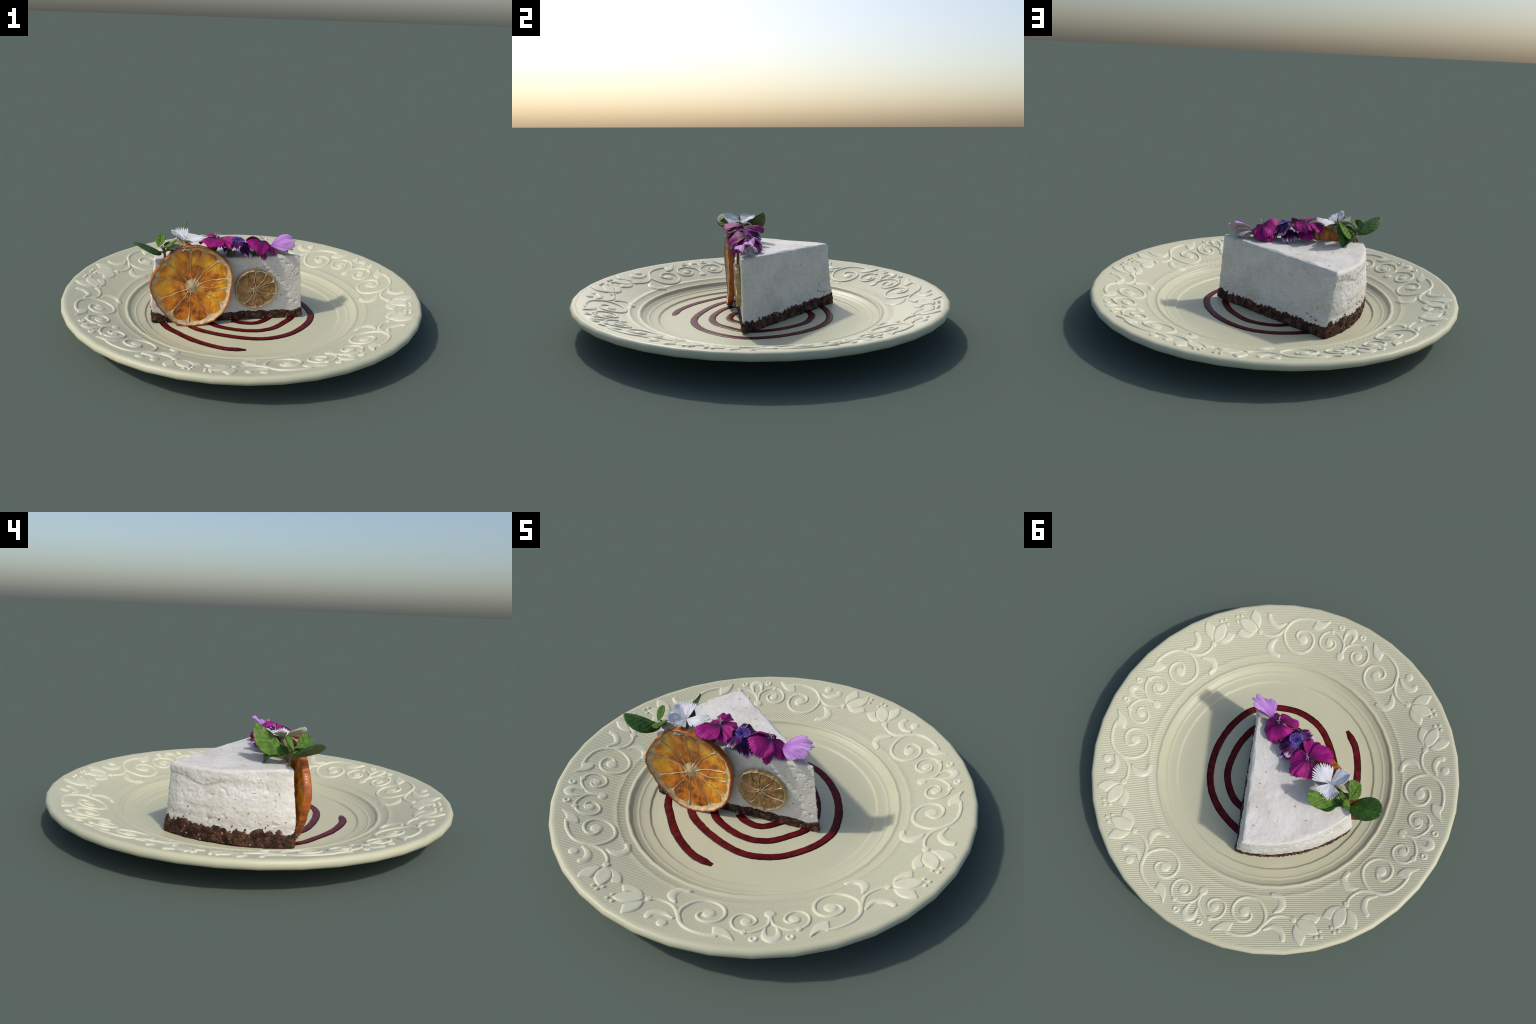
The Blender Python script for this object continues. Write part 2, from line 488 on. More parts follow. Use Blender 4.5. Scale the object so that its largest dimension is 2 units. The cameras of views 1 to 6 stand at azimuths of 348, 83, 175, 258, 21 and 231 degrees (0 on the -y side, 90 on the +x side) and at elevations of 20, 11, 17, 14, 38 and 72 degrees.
SMALL = [(0.790, .05), (0.818, .25), (0.843, .9), (0.866, 2.53), (0.884, 4.86), (0.884, 6.71), (0.872, 8.78), (0.847, 10.11), (0.814, 10.5), (0.785, 9.42),
         (0.774, 7.08), (0.788, 4.79), (0.815, 3.85), (0.835, 4.55), (0.842, 6.1), (0.836, 7.3), (0.825, 7.4)]
VINE = [(0.920, 12.9), (0.922, 16.23), (0.913, 19.76), (0.894, 22.32), (0.865, 24.11), (0.831, 25.21), (0.795, 25.19), (0.752, 23.81), (0.724, 21.17), (0.721, 17.42),
        (0.739, 14.58), (0.767, 13.14), (0.802, 12.9), (0.835, 14.18), (0.85, 16.71), (0.84, 19.4), (0.815, 20.2), (0.793, 19.2), (0.79, 18.0)]
STEM = [(0.826, 34.6), (0.812, 33.2), (0.805, 30.52), (0.811, 28.04), (0.83, 26.11), (0.86, 24.25), (0.882, 23.1)]
LEAF = [(0.922, 13.6), (0.898, 14.1), (0.872, 14.45), (0.868, 13.0), (0.876, 11.4), (0.897, 10.0), (0.937, 8.7), (0.925, 10.3), (0.919, 11.6)]
PET_C = [(0.841, 36.4), (0.832, 37.9), (0.842, 40.0), (0.874, 41.75), (0.919, 42.2), (0.915, 39.3), (0.884, 37.0), (0.858, 36.3)]
PET_U = [(0.829, 37.6), (0.815, 39.0), (0.812, 40.6), (0.820, 42.6), (0.842, 44.4), (0.858, 43.4), (0.867, 42.2), (0.848, 40.9), (0.836, 39.3)]
PET_L = [(0.858, 35.6), (0.876, 36.5), (0.895, 37.3), (0.921, 38.2), (0.940, 37.5), (0.962, 36.4), (0.934, 34.9), (0.900, 34.4), (0.872, 34.9)]
CR_IN = [(0.789, 28.26), (0.774, 30.02), (0.753, 31.3), (0.728, 31.5), (0.705, 30.2), (0.692, 27.5)]
CR_OUT = [(0.918, 30.9), (0.895, 31.0), (0.876, 29.7), (0.868, 27.74), (0.878, 25.2)]
CR_OUT_B = [(0.930, 31.1), (0.90, 31.0), (0.874, 29.8), (0.860, 27.8), (0.878, 24.8)]
LOOP = [(0.862, -1.45), (0.887, -1.75), (0.912, -1.55), (0.926, -0.5), (0.926, 0.5), (0.912, 1.55), (0.887, 1.75), (0.862, 1.45)]

half = {
    "small_scroll": lambda s: fuse(stroke(SMALL, [.0062, .0055, .005, .005, .005, .0048, .0048, .0045], 90, s), disc(0.820, 6.55, .0215, s), disc(0.885, 6.7, .0135, s, RELIEF_H * 1.08)),
    "scroll": lambda s: fuse(stroke(VINE, [.0062, .0066, .0066, .0062, .006, .0055], 120, s), disc(0.797, 17.4, .0265, s)),
    "stem": lambda s: fuse(stroke(STEM, [.005, .0055, .0065, .007, .006], 46, s), disc(0.830, 35.2, .0155, s, RELIEF_H * 1.05)),
    "relief_leaf": lambda s: pad(LEAF, 54, s, centre=(0.897, 12.0)),
    "relief_petal": lambda s: pad(PET_C, 48, s, dimple=0.12),
    "relief_petal_": lambda s: pad(PET_U, 48, s, centre=(0.836, 41.2)),
    "relief_petal__": lambda s: pad(PET_L, 48, s, centre=(0.916, 36.2)),
    "crescent": lambda s: stroke(CR_IN, [.0045, .0115, .0155, .014, .012, .009], 40, s),
    "relief_ring": lambda s: disc(0.9235, 4.25, .0175, s, hole=.006),
    "bead": lambda s: disc(0.9115, 43.1, .0088, s),
    "bead_": lambda s: disc(0.939, 42.9, .0088, s),
    "bead__": lambda s: disc(0.938, 41.2, .0088, s),
}
def relief_mesh(name, vf):
    V, F = vf
    me = mesh_from(name, V, outward(V, F), [MAT_RELIEF])
    return me

for key, fn in half.items():
    nm = key.rstrip("_")
    for s in (1, -1):
        me = relief_mesh(nm, fn(s))
        for q in range(4):
            link(nm, me, plate_body, Matrix.Rotation(q * math.pi / 2, 4, 'Z'))
for s in (1, -1):
    ma = relief_mesh("crescent", stroke(CR_OUT, [.0115, .013, .0125, .010, .005], 36, s))
    mb = relief_mesh("crescent", stroke(CR_OUT_B, [.0095, .0115, .0125, .0095, .005], 36, s))
    mo = relief_mesh("boss", disc(0.921, 26.6, .0215, s))
    for q in range(4):
        rot = Matrix.Rotation(q * math.pi / 2, 4, 'Z')
        pair = (22.5 + 90 * q + 45 * s) % 360          # axis of the flower pair this half leads to
        with_boss = abs((pair - 67.5) % 180) < 1
        link("crescent", ma if with_boss else mb, plate_body, rot)
        if with_boss:
            link("boss", mo, plate_body, rot)
mp = relief_mesh("boss", disc(0.773, 0, .0225, 1))
ml = relief_mesh("relief_loop", stroke(LOOP, [.004, .0075, .0125, .0155, .0125, .0075, .004], 44, 1))
for q in range(4):
    rot = Matrix.Rotation(q * math.pi / 2, 4, 'Z')
    link("boss", mp, plate_body, rot)
    link("relief_loop", ml, plate_body, rot)

# ------------------------------------------------------------------ sauce spiral
SPIRAL = [(-.065, -.474), (-.18, -.44), (-.305, -.345), (-.40, -.225), (-.452, -.136), (-.475, 0), (-.455, .12), (-.38, .25), (-.26, .335), (-.109, .373), (.042, .375),
          (.179, .325), (.29, .215), (.355, .09), (.382, -.04), (.370, -.14), (.302, -.246), (.19, -.334), (.06, -.365), (-.065, -.338), (-.2, -.27), (-.297, -.19), (-.345, -.08), (-.345, .03),
          (-.3, .13), (-.2, .225), (-.05, .272), (.036, .277), (.154, .223), (.237, .105), (.276, -.026), (.262, -.118), (.195, -.193), (.12, -.25), (.03, -.267), (-.075, -.241), (-.186, -.167),
          (-.225, -.05), (-.17, .07), (-.05, .12), (.08, .08), (.15, -.01), (.142, -.09), (.109, -.134), (.046, -.172), (-.027, -.160), (-.08, -.124)]
sp = catmull(SPIRAL, 700)
tan = np.gradient(sp, axis=0); tan /= np.linalg.norm(tan, axis=1, keepdims=True)
nor = np.stack([-tan[:, 1], tan[:, 0]], 1)
cross = np.array([-1.0, -.93, -.8, -.6, -.35, 0, .35, .6, .8, .93, 1.0])
rise = np.array([-.3, .35, .72, .9, .97, 1.0, .97, .9, .72, .35, -.3])
V, F, MI = [], [], []
for i in range(len(sp)):
    p = Vector((sp[i][0] * 14, sp[i][1] * 14, 0))
    w = 0.0205 + 0.0014 * noise.noise(p) + 0.0008 * noise.noise(p * 4)
    if i < 6:
        w *= 0.55 + 0.45 * i / 6
    shift = 0.0012 * noise.noise(p * 3 + Vector((5, 2, 1)))
    for c, h in zip(cross, rise):
        e = w * c * (1 + 0.06 * noise.noise(Vector((sp[i][0] * 55, sp[i][1] * 55, 9 + c)))) + shift
        x, y = sp[i] + nor[i] * e
        V.append((x, y, 0.0210 + 0.0042 * h * (0.25 + 0.75 * min(1, i / 5))))
nc = len(cross)
for i in range(len(sp) - 1):
    for k in range(nc - 1):
        F.append((i * nc + k, (i + 1) * nc + k, (i + 1) * nc + k + 1, i * nc + k + 1))
        MI.append(1 if k < 2 or k > nc - 5 else 0)
F.append(tuple(range(nc))); MI.append(0)
spiral = link("sauce_spiral", mesh_from("sauce_spiral", V, [tuple(reversed(f)) for f in F], [MAT_SAUCE, MAT_SAUCE_EDGE], MI))
spiral["label"] = "thin glossy dark red berry sauce spiral on the plate"
spiral["category"] = "sauce"

# ------------------------------------------------------------------ cheesecake slice
cake = thing("cheesecake_slice", "white cream cheesecake wedge on dark crumb base", "cake slice", (-.15, .08, .02))
BT, BO, BF = np.array([.3195, -.1230]), np.array([-.518, -.102]), np.array([-.2225, .4495])       # base: tip, orange corner, far corner
UT, UO, UF = np.array([.292, -.130]), np.array([-.496, -.088]), np.array([-.2695, .422])       # top edge
ZT, ZO, ZF = .397, .382, .369

def wedge(T, O, Fc, belly=0.0, n_front=420, n_arc=190, n_side=220):
    """Closed outline of a wedge: front T->O, rounded back O->F, side F->T. Returns points and (part, t)."""
    pts, tag = [], []
    for i in range(n_front):
        t = i / n_front
        pts.append(T + (O - T) * t); tag.append((0, t))
    ro, rf = np.linalg.norm(O - T), np.linalg.norm(Fc - T)
    ao, af = math.atan2(*(O - T)[::-1]), math.atan2(*(Fc - T)[::-1])
    ao = ao % TAU; af = af % TAU
    for i in range(n_arc):
        t = i / n_arc
        a, r = ao + (af - ao) * t, ro + (rf - ro) * t + belly * math.sin(math.pi * t) ** .7
        pts.append(T + r * np.array([math.cos(a), math.sin(a)])); tag.append((1, t))
    for i in range(n_side):
        t = i / n_side
        pts.append(Fc + (T - Fc) * t); tag.append((2, t))
    P = np.array(pts)
    # round the three vertical edges by a short running mean
    k = 2
    Q = sum(np.roll(P, s, 0) for s in range(-k, k + 1)) / (2 * k + 1)
    return Q, tag

def top_z(x, y):
    """Plane through the three top corners."""
    A = np.array([[*UT, 1], [*UO, 1], [*UF, 1]])
    c = np.linalg.solve(A, np.array([ZT, ZO, ZF]))
    sag = .0085 * np.exp(-((x + .40) ** 2 + (y - .20) ** 2) / .17 ** 2)
    return c[0] * x + c[1] * y + c[2] - sag

lowP, tags = wedge(BT, BO, BF, .006)
uppP, _ = wedge(UT, UO, UF, .016)
NP = len(lowP)
def ring_normals(P):
    t = np.roll(P, -2, 0) - np.roll(P, 2, 0)
    n = np.stack([-t[:, 1], t[:, 0]], 1)
    n /= np.linalg.norm(n, axis=1, keepdims=True)
    c = P.mean(0)
    return n * np.sign(((P - c) * n).sum(1, keepdims=True))
ringN = ring_normals(lowP)
MIDDLE = lowP.mean(0)
def wall(i, z):
    """Undisturbed wall of the wedge at perimeter sample i and height z; the round back bellies out."""
    f = (z - .022) / (.388 - .022)
    P = lowP[i] + (uppP[i] - lowP[i]) * f
    part, t = tags[i]
    if part == 1:
        P = P + ringN[i] * (.0125 * math.exp(-((z - .17) / .10) ** 2) * min(1, (1 - t) * 9) ** .6)
    return P

# hand-placed larger holes of the cut front face (x, z, half length, half height, depth)
HOLES = [(-.035, .336, .030, .004, .006), (-.008, .352, .014, .003, .004), (.167, .366, .010, .004, .006), (.191, .371, .010, .004, .006), (.222, .347, .008, .005, .006), (.238, .345, .005, .006, .005),
         (.119, .311, .010, .005, .006), (.206, .312, .005, .004, .007), (.174, .275, .009, .004, .006), (.224, .170, .016, .010, .008), (.238, .133, .013, .005, .006), (.277, .118, .006, .007, .006),
         (.198, .243, .009, .004, .006), (.16, .312, .005, .004, .005), (.255, .30, .006, .003, .004), (.10, .33, .008, .003, .004), (.235, .22, .007, .004, .005)]
for _ in range(62):
    hx = .30 - .40 * random.random() ** 1.3
    hz = .10 + .27 * random.random()
    s = random.uniform(.5, 1.15)
    HOLES.append((hx, hz, .0042 * s * random.uniform(.8, 1.5), .0030 * s * random.uniform(.8, 1.2), .0042 * s))
HX = np.array(HOLES)

def cream_offset(part, t, x, y, z):
    p = Vector((x, y, z))
    d = (0.0030 * fbm(p * 9) + 0.0016 * fbm(p * 34 + Vector((3, 1, 7)))) * (.6 if part == 1 else .55 if part == 0 else 1)
    if part == 0:
        d += 0.0005 * fbm(p * 80)
        q = ((x - HX[:, 0]) / HX[:, 2]) ** 2 + ((z - HX[:, 1] - 0.0015 * math.sin(x * 300)) / HX[:, 3]) ** 2
        m = q < 5
        if m.any():
            d -= float((HX[m, 4] * np.exp(-q[m] * 0.9)).max()) * 1.15
    elif part == 1:
        # scraped, vertically streaked back with a pressed ledge near its upper far end
        s = t * 0.66
        smear = min(1, max(0, .5 + 1.4 * noise.noise(Vector((s * 7, z * 9, 11)))))
        d += smear * (0.0018 * fbm(Vector((s * 62 + z * 14, z * 26, 2))) + 0.0010 * fbm(Vector((s * 120, z * 60, 8)))) + 0.0014 * fbm(Vector((s * 24, z * 42, 5))) + 0.0010 * fbm(p * 75)
        pit = noise.noise(Vector((s * 26, z * 34, 21)))
        d -= 0.0045 * max(0, pit - .42) / .3
        ledge = .322 - .035 * math.exp(-((t - .68) / .12) ** 2) + .004 * noise.noise(Vector((t * 12, 0, 0)))
        k = min(1, max(0, (t - .35) / .25))
        d += k * (0.006 / (1 + math.exp((ledge - z) / .003)) - .002)
        d += 0.0034 * noise.noise(Vector((s * 5, z * 26, 4)))
    else:
        low = min(1, max(0, (.21 - z) / .10))
        d += (0.0014 + 0.0034 * low) * fbm(p * 95) + 0.0036 * fbm(p * 48) + 0.0036 * fbm(p * 18)
        d -= 0.004 * max(0, noise.noise(p * 60 + Vector((4, 4, 4))) - .45) / .3
        # faint swirl left by the knife
        cx, cz = (t - .68) * .79, z - .235
        rr = math.hypot(cx, cz)
        if not 0.5 < math.atan2(cz, cx) < 2.0:
            d += 0.0060 * math.exp(-((rr - .048) / .005) ** 2) - 0.0030 * math.exp(-((rr - .038) / .006) ** 2)
        d += 0.0035 * math.exp(-((z - .20 - .10 * t + .05 * math.sin(t * 9)) / .006) ** 2) * max(0, noise.noise(Vector((t * 6, 3, 3))))
    return d

levels = np.concatenate([np.linspace(.062, .36, 136), np.linspace(.3622, .388, 12)])
V = []
ROUND = 0.015
zs_top = top_z(uppP[:, 0], uppP[:, 1])
for j, lv in enumerate(levels):
    f = (lv - .022) / (.388 - .022)
    for i in range(NP):
        zt = zs_top[i]
        z = .022 + f * (zt - .022)
        P = wall(i, z)
        part, t = tags[i]
        d = cream_offset(part, t, P[0], P[1], z)
        over = z - (zt - ROUND)
        inset = 0.0
        if over > 0:
            inset = ROUND - math.sqrt(max(0, ROUND ** 2 - over ** 2))
            d *= max(0, 1 - over / ROUND)
        # blend offsets at vertical corners
        P = P + ringN[i] * (d - inset * 0.75)
        V.append((P[0], P[1], z))
nl = len(levels)
F = [tuple(reversed(q)) for q in grid_faces(NP, nl, True)]
last = np.array(V[(nl - 1) * NP:])
cen = last[:, :2].mean(0)
rings_top = [0.99] + [0.98 - 0.0136 * q for q in range(72)]
for s in rings_top:
    for i in range(NP):
        x, y = cen + (last[i, :2] - cen) * s
        p = Vector((x, y, 0))
        z = top_z(x, y) + 0.0005 + 0.0026 * fbm(p * 11, 2) + 0.0010 * fbm(p * 42, 2)
        V.append((x, y, z - 0.001 * (s > .98)))
F += [tuple(reversed(q)) for q in grid_faces(NP, len(rings_top) + 1, True, (nl - 1) * NP)]
b = (nl - 1 + len(rings_top)) * NP
V.append((cen[0], cen[1], top_z(*cen)))
for i in range(NP):
    F.append((b + (i + 1) % NP, b + i, len(V) - 1))
F.append(tuple(range(NP)))
link("cream_filling", mesh_from("cream_filling", V, F, [MAT_CREAM]), cake)

# --- crumb base: rough wall that dives into the cream along a ragged upper line
def crumb_line(part, t):
    p = Vector((t * 9 + part * 31, part * 7.0, 0))
    jag = fbm(p * 2.2, 4)
    fine = fbm(p * 9, 3)
    if part == 0:
        return .066 + .018 * max(0, (t - .93) / .07) + .006 * max(0, (.06 - t) / .06) + .010 * jag + .002 * fine
    if part == 1:
        return .091 + .022 * jag + .006 * fine + .012 * max(0, (t - .9) / .1)
    return .070 + .014 * max(0, (.08 - t) / .08) + .013 * jag + .004 * fine
lev = np.linspace(.0205, .150, 44)
V = []
for lv in lev:
    for i in range(NP):
        part, t = tags[i]
        P = wall(i, lv)
        p = Vector((P[0], P[1], lv))
        hline = crumb_line(part, t)
        rough = 0.0058 * fbm(p * 20, 2) + 0.0022 * fbm(p * 60, 2)
        v = noise.voronoi(p * 34)[0][0]
        rough += 0.0065 * (0.5 - v)
        foot = 0.0088 if part == 2 else (0.006 if part == 0 else 0.0042)
        bulge = foot * (1 - 0.5 * ((lv - .045) / .06) ** 2) if lv < hline else 0
        over = (lv - hline)
        if over > 0:
            d = foot * 0.45 - over * (0.8 if part != 1 else 0.34) + rough * (.9 if part == 1 else .6)
            d = max(d, -min(0.035, .004 + .28 * math.hypot(P[0] - BT[0], P[1] - BT[1])))
        else:
            d = max(bulge + rough, .0035)
        if lv < .026:
            d -= 0.003
        P = P + ringN[i] * d
        if over > .012:
            P = P + (MIDDLE - P) * .10 * min(1, (over - .012) / .03)
        z = lv
        if lv < .03:
            z = lv + max(0, 0.020 * fbm(Vector((P[0] * 13, P[1] * 13, 4)))) * max(0, 1 - (lv - .0205) / .012)
        V.append((P[0], P[1], z))
F = [tuple(reversed(q)) for q in grid_faces(NP, len(lev), True)]
F.append(tuple(range(NP)))
F.append(tuple(reversed(range((len(lev) - 1) * NP, len(lev) * NP))))
link("crumb_base", mesh_from("crumb_base", V, F, [MAT_CRUMB]), cake)

# --- loose crumbs and nut bits stuck to the base and smeared up the cream
def lump(c, r, squash=1.0, seed=0, axis=None):
    V, F = [], []
    nu, nv = 8, 5
    for j in range(nv + 1):
        ph = math.pi * j / nv
        for i in range(nu):
            th = TAU * i / nu
            d = Vector((math.sin(ph) * math.cos(th), math.sin(ph) * math.sin(th), math.cos(ph)))
            k = r * (1 + 0.45 * noise.noise(d * 1.7 + Vector((seed * 3.1, seed * 1.7, seed))))
            q = d * k
            q.x *= squash
            V.append((c[0] + q.x, c[1] + q.y, c[2] + q.z))
    F = grid_faces(nu, nv + 1, True)
    return V, [tuple(reversed(f)) for f in F]
V, F, MI = [], [], []
for k in range(520):
    i = random.randrange(NP)
    part, t = tags[i]
    if part == 0 and random.random() < .3:
        continue
    hl = crumb_line(part, t)
    up = random.random() < (.22 if part == 1 else .16)
    if up and (part == 1 or (part == 2 and t < .9)):
        z = hl + random.random() ** 2 * (.075 if part == 1 else .05 if t < .3 else .014); r = random.uniform(.0015, .0036); off = .0008
    else:
        z = random.uniform(.026, hl + .002); r = random.uniform(.0025, .0062); off = .0035
    P = wall(i, z) + ringN[i] * off
    v, q = lump((P[0], P[1], z), r, random.uniform(.8, 1.5), k)
    bidx = len(V)
    V += v; F += [tuple(a + bidx for a in s) for s in q]
    MI += [random.choices((0, 1, 2), (5, 4, 1.6))[0]] * len(q)
crumbs = link("crumbs", mesh_from("crumbs", V, F, [MAT_CRUMB, MAT_CRUMB_DARK, MAT_CRUMB_TAN], MI), cake)
crumbs["kind"] = "stuff"

# --- zest flecks in the cream
V, F = [], []
def fleck(c, n, size):
    n = Vector(n).normalized()
    a = n.orthogonal().normalized()
    a = (Matrix.Rotation(random.uniform(0, TAU), 3, n) @ a)
    b2 = n.cross(a)
    L, W = size * random.uniform(.9, 1.7), size * random.uniform(.35, .6)
    base = len(V)
    for s, w, h in ((-1, .15, -.0006), (-.5, .8, .0004), (0, 1, .0008), (.5, .75, .0004), (1, .1, -.0006)):
        bend = 0.25 * size * s * s
        for e in (-1, 0, 1):
            q = Vector(c) + a * (L * s) + b2 * (W * w * e + bend) + n * (h if e == 0 else h - .0008)
            V.append(tuple(q))
    F.extend(grid_faces(3, 5, False, base))
for x, y in ((-.065, .11), (-.21, .097), (-.291, .222), (-.382, .112), (-.294, .108), (-.179, .257), (-.092, .171), (.02, .06), (-.24, .33), (-.33, .27)):
    fleck((x, y, top_z(x, y) + .0015), (0, 0, 1), random.uniform(.005, .009))
for k in range(72):
    i = random.randrange(NP)
    part, t = tags[i]
    if part == 0 and t > .35:
        continue
    z = random.uniform(.12, .35)
    P = wall(i, z)
    d = cream_offset(part, t, P[0], P[1], z)
    P = P + ringN[i] * (d + .0006)
    fleck((P[0], P[1], z), (ringN[i][0], ringN[i][1], .05), random.uniform(.003, .0078))
zest = link("zest_flecks", mesh_from("zest_flecks", V, F, [MAT_ZEST]), cake)
zest["kind"] = "stuff"

# ------------------------------------------------------------------ dried citrus slices
def citrus(name, label, category, centre, out_tab, flesh_k, thick, mems, bow, mats, flesh_h, tilt=0.0, warp=0.003, mem_w=0.0026, core=0.022, rind_w=0.010, pith_show=1.0):
    cx, cy, cz = centre
    rout = polar_interp(out_tab)
    top = thing(name, label, category, (cx, cy, cz - .2))
    m_rind, m_pith, m_flesh, m_mem = mats
    def world(r, deg, t, swell=.18 if 'orange' in name else 0):
        """Slice coordinates to the world: radius, angle, height above the mid plane towards the viewer."""
        a = math.radians(deg)
        x, z = r * math.cos(a), r * math.sin(a)
        t = t * (1 + swell * max(0, -x / .22) * (r > .17))
        y = cy - bow(x, z) - t + warp * noise.noise(Vector((x * 16, z * 16, cx)))
        return (cx + x, y, cz + z)
    def R(deg):
        d = math.radians(deg)
        return float(rout(deg)) + 0.0042 * noise.noise(Vector((math.cos(d) * 9, math.sin(d) * 9, cz * 9))) + 0.0018 * noise.noise(Vector((math.cos(d) * 28, math.sin(d) * 28, 3)))
    H = thick / 2
    n = 220
    # rind
    ring = [(-rind_w, H * .78), (-rind_w * .55, H * .98), (-rind_w * .18, H * .92), (0, H * .55), (.0008, 0), (0, -H * .55), (-rind_w * .18, -H * .92), (-rind_w * .55, -H * .98), (-rind_w, -H * .78)]
    V = []
    for dr, t in ring:
        for k in range(n):
            deg = 360 * k / n
            j = 0.0016 * noise.noise(Vector((k * .35, t * 90, 1)))
            V.append(world(R(deg) + dr + j, deg, t))
    F = grid_faces(n, len(ring), True)
    F += [(k, (len(ring) - 1) * n + k, (len(ring) - 1) * n + (k + 1) % n, (k + 1) % n) for k in range(n)]
    link("rind", mesh_from("rind", V, F, [m_rind]), top)
    # pith: ring band plus a thin web behind the flesh, core in the middle
    V = []
    rad = [0.0, .03, .06, .10, .2, .4, .6, .75, flesh_k - .02, flesh_k + .005, flesh_k + .03, flesh_k + .06, .965]
    hts = [.55, .55, .50, .35, .14, .10, .10, .10, .12, .40, .72, .86, .86]
    for sgn in (1, -1):
        for rr, hh in zip(rad, hts):
            for k in range(n):
                deg = 360 * k / n
                r = R(deg) * rr
                if rr < .16:
                    r *= 1 + 0.35 * noise.noise(Vector((math.cos(math.radians(deg)) * 3, math.sin(math.radians(deg)) * 3, 7)))
                elif flesh_k - .03 < rr < .95:
                    r += R(deg) * 0.030 * noise.noise(Vector((k * .13, 2, cz)))
                t = sgn * H * hh + 0.0012 * noise.noise(Vector((r * 40 * math.cos(math.radians(deg)), r * 40 * math.sin(math.radians(deg)), 5 * sgn))) * (rr > .7)
                V.append(world(r, deg, t))
    m = len(rad)
    F = [tuple(reversed(q)) for q in grid_faces(n, m, True)] + grid_faces(n, m, True, m * n)
    F += [((m - 1) * n + k, (m - 1) * n + (k + 1) % n, (2 * m - 1) * n + (k + 1) % n, (2 * m - 1) * n + k) for k in range(n)]
    link("pith", mesh_from("pith", V, F, [m_pith]), top)
    # membranes between neighbouring segments
    curves = []
    for path in mems:
        path = [(path[0][0], path[0][1] * .68)] + path[1:]
        xy = np.array([(r * math.cos(math.radians(a)), r * math.sin(math.radians(a))) for a, r in path])
        curves.append(catmull(xy, 26))
    for c in curves:
        V = []
        for i, (x, z) in enumerate(c):
            t = np.array(c[min(i + 1, 25)]) - np.array(c[max(i - 1, 0)]); t /= np.linalg.norm(t)
            w = mem_w * (1.5 - 1.0 * min(1, i / 8) + (0.9 if i > 21 else 0) * (i - 21) / 4)
            wig = 0.0075 * noise.noise(Vector((x * 26, z * 26, 2))) * min(1, i / 6)
            w *= 1 + 0.7 * noise.noise(Vector((x * 80, z * 80, 6)))
            for e, h in ((-1, -.2), (-.5, .88), (0, 1), (.5, .88), (1, -.2)):
                px, pz = x - t[1] * (e * w + wig), z + t[0] * (e * w + wig)
                V.append(world(math.hypot(px, pz), math.degrees(math.atan2(pz, px)), (flesh_h + .0022) * h if h > 0 else 0.0))
        b0 = len(V)
        for i in range(26):
            for e in range(5):
                x, y, z = V[i * 5 + e]
                tt = (cy - bow(x - cx, z - cz)) - y
                V.append((x, y + 2 * tt if e not in (0, 4) else y + .0004, z))
        F = grid_faces(5, 26) + [tuple(reversed(q)) for q in grid_faces(5, 26, False, b0)]
        link("membrane", mesh_from("membrane", V, F, [m_mem]), top)
    # flesh segments as soft pillows between the membranes
    K = len(curves)
    for k in range(K):
        A, B = curves[k], curves[(k + 1) % K]
        a1 = math.degrees(math.atan2(A[-1][1], A[-1][0])); b1 = math.degrees(math.atan2(B[-1][1], B[-1][0]))
        span = (b1 - a1) % 360
        nu, nv = 17, 24
        rows = {1: [], -1: []}
        for j in range(nv):
            v = j / (nv - 1)
            for i in range(nu):
                u = i / (nu - 1)
                fi = v * 25
                i0 = min(int(fi), 24); fr = fi - i0
                pa = A[i0] + (A[i0 + 1] - A[i0]) * fr
                pb = B[i0] + (B[i0 + 1] - B[i0]) * fr
                ra, aa = np.hypot(*pa), math.degrees(math.atan2(pa[1], pa[0]))
                rb, ab = np.hypot(*pb), math.degrees(math.atan2(pb[1], pb[0]))
                sp_ = (ab - aa + 180) % 360 - 180
                deg = aa + sp_ * u
                lim = R(a1 + span * u) * flesh_k * (1 - 0.13 * abs(2 * u - 1) ** 2.5)
                rin = ra + (rb - ra) * u
                r0 = (np.hypot(*A[0]) * (1 - u) + np.hypot(*B[0]) * u)
                rr = r0 + (lim - r0) * v
                rr = rr * 0.55 + (rin + (lim - (np.hypot(*A[-1]) * (1 - u) + np.hypot(*B[-1]) * u)) * v) * 0.45
                e = min(1, 4 * u * (1 - u) * 2.2) ** .5 * min(1, v * 5) ** .5 * min(1, (1 - v) * 6) ** .5
                x, z = rr * math.cos(math.radians(deg)), rr * math.sin(math.radians(deg))
                wr = 0.0040 * fbm(Vector((x * 38, z * 38, k * 3))) + 0.0018 * noise.noise(Vector((x * 110, z * 110, k)))
                sag = 0.0018 * (4 * u * (1 - u)) * v
                for s in (1, -1):
                    rows[s].append(world(rr, deg, s * max(.0022 * min(1, e * 2), (flesh_h * e + (wr - sag) * e))))
        V = rows[1] + rows[-1]
        o = nu * nv
        F = [tuple(reversed(q)) for q in grid_faces(nu, nv)] + grid_faces(nu, nv, False, o)
        border = [i for i in range(nu)] + [j * nu + nu - 1 for j in range(1, nv)] + [(nv - 1) * nu + i for i in range(nu - 2, -1, -1)] + [j * nu for j in range(nv - 2, 0, -1)]
        for q in range(len(border)):
            s, e2 = border[q], border[(q + 1) % len(border)]
            F.append((s, e2, e2 + o, s + o))
        link("segment", mesh_from("segment", V, F, [m_flesh]), top)
    return top

